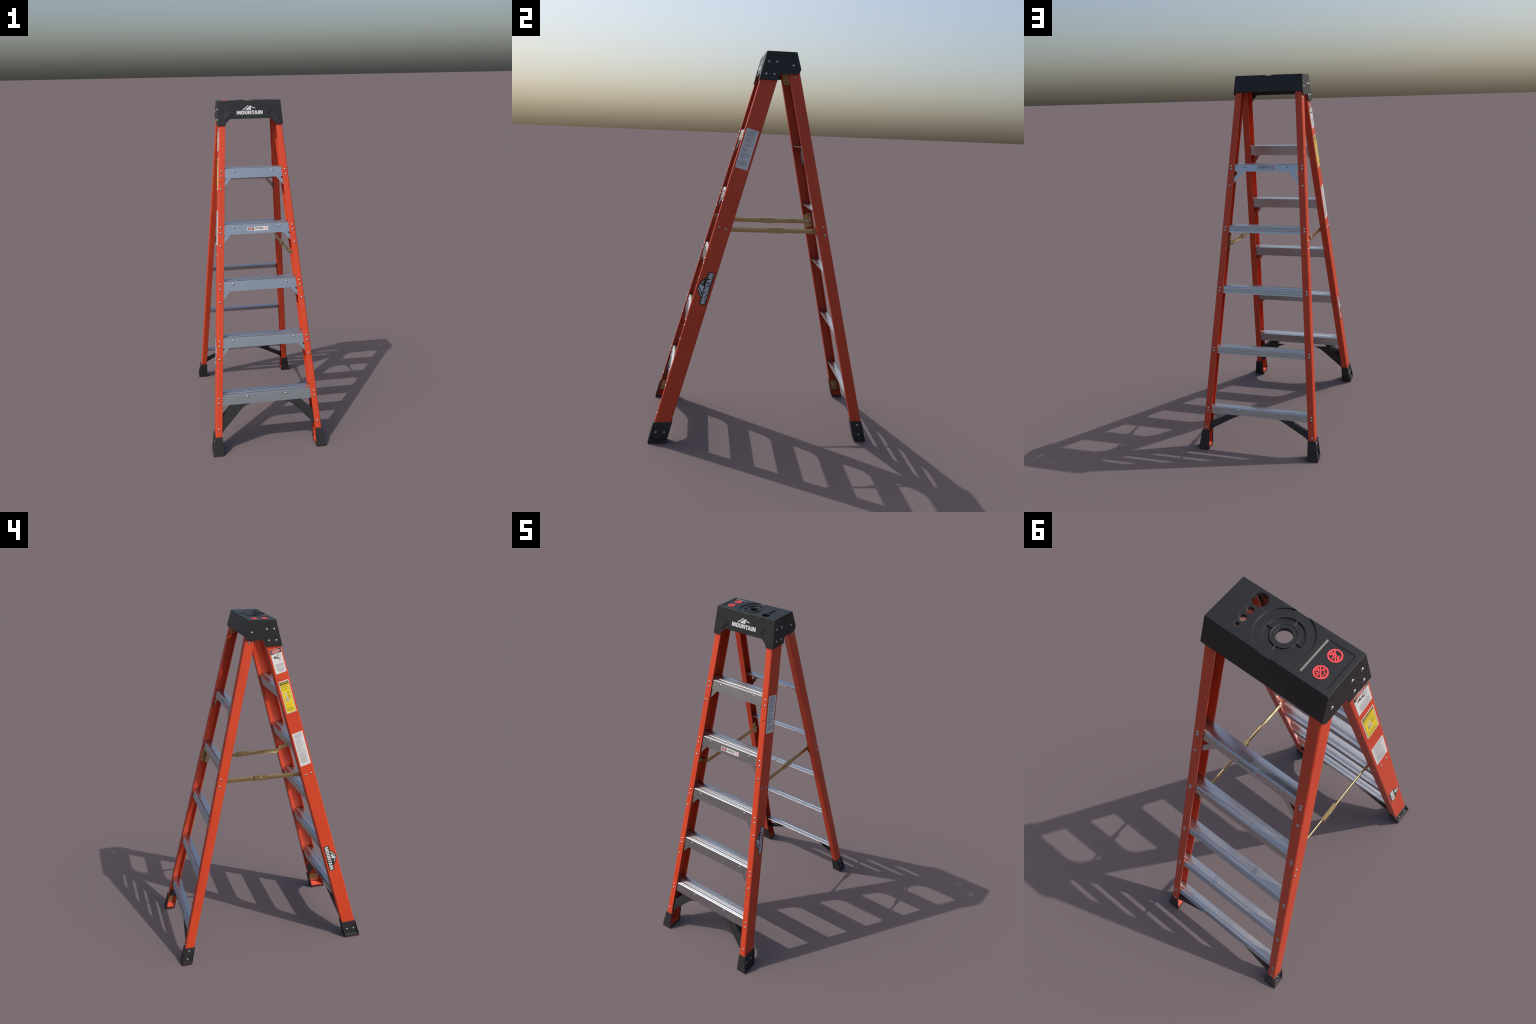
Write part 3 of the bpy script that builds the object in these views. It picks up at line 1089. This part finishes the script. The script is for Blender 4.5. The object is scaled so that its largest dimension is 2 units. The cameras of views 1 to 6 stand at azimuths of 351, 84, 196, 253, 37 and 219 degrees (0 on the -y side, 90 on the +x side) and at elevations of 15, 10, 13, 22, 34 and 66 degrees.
# --- sticker on the top rear bar
zs = 1.5262
yr = rear_y(zs) - TF - 0.0005
fr = Frame((0.0508, yr, zs), (-1, 0, 0), (0, RS, 1), NR)
W, H = 0.1016, 0.0234
o = sticker("bar_sticker", fr, round_rect(0, W, -H, 0, 0.0012), SILVER, BARS[0], 0.0004)
b = Build()
words(fr.at(0.0395, -0.0058), "DO NOT CLIMB BACK SECTION", 0.0040, INK, b, 0.0700, w1=0.0007, bold=0.03)
b.use(INK)
print_lines(b, fr, 0.0080, 0.0690, -0.0118, -0.0120, 0.004, 0.0020, 0.0006, 71, 0.05)
b.use(GREY)
print_lines(b, fr, 0.0040, 0.0320, -0.0168, -0.0170, 0.004, 0.0012, 0.0006, 72, 0.05)
b.use(REDINK)
b.prism(fr, circle(0.0890, -0.0105, 0.0076, 32), 0.0001, 0.0006, [circle(0.0890, -0.0105, 0.0062, 32)])
b.prism(fr, bar2d((0.0845, -0.0150), (0.0935, -0.0060), 0.0013), 0.0001, 0.0006)
b.use(INK)
b.prism(fr, bar2d((0.0862, -0.0075), (0.0880, -0.0140), 0.0014), 0.0001, 0.0005)
b.obj("print", o)


# --- raised no-standing emblems on the cap's sunk panel
def emblem(cx, cy, kind):
    fr = Frame((cx, cy, 1.9978), (0.62, -0.785, 0), (0.785, 0.62, 0))
    R = 0.0190
    b = Build().use(RED)
    top = 0.0016
    b.prism(fr, circle(0, 0, R, 48), -0.0006, top, [circle(0, 0, R * 0.78, 48)])
    b.prism(fr, bar2d((-R * 0.80, 0), (R * 0.80, 0), R * 0.17), -0.0006, top + 0.0003)
    th = 0.0012
    if kind == 0:      # someone standing on a ladder's top
        limbs = [((-0.012, -0.0085), (0.004, -0.003), .0016), ((-0.012, -0.0045), (0.0, -0.011), .0016), ((-0.007, -0.0095), (-0.0095, -0.0035), .0013), ((-0.003, -0.0095), (-0.005, -0.002), .0013),
                 ((0.001, 0.003), (0.007, 0.010), .0030), ((0.004, 0.0045), (0.0105, 0.0025), .0020), ((-0.001, 0.003), (-0.0085, 0.0085), .0022), ((0.007, 0.010), (0.0115, 0.007), .0018), ((-0.0085, 0.0085), (-0.010, 0.005), .0018)]
        head = (0.0030, 0.0115)
    else:
        limbs = [((-0.0125, -0.004), (-0.002, -0.0085), .0016), ((-0.006, -0.012), (0.003, -0.0085), .0016), ((0.004, -0.009), (0.0105, -0.006), .0026), ((0.008, -0.010), (0.004, -0.003), .0018),
                 ((0.002, 0.003), (0.0095, 0.009), .0026), ((0.007, 0.003), (0.0125, 0.0065), .0018), ((-0.004, 0.0025), (0.001, 0.012), .0022), ((-0.009, 0.003), (-0.005, 0.0115), .0018), ((-0.0095, 0.0085), (-0.0025, 0.0065), .0014)]
        head = (0.0060, 0.0115)
    for i, (p, q, w) in enumerate(limbs):
        b.prism(fr, bar2d(p, q, w * 1.35), -0.0006, th + 0.00005 * i)
    b.prism(fr, circle(*head, 0.0022, 16), -0.0006, th + 0.0006)
    b.obj("warning_emblem", CAP, 30)


emblem(-0.1317, 0.0340, 0)
emblem(-0.1317, 0.0910, 1)
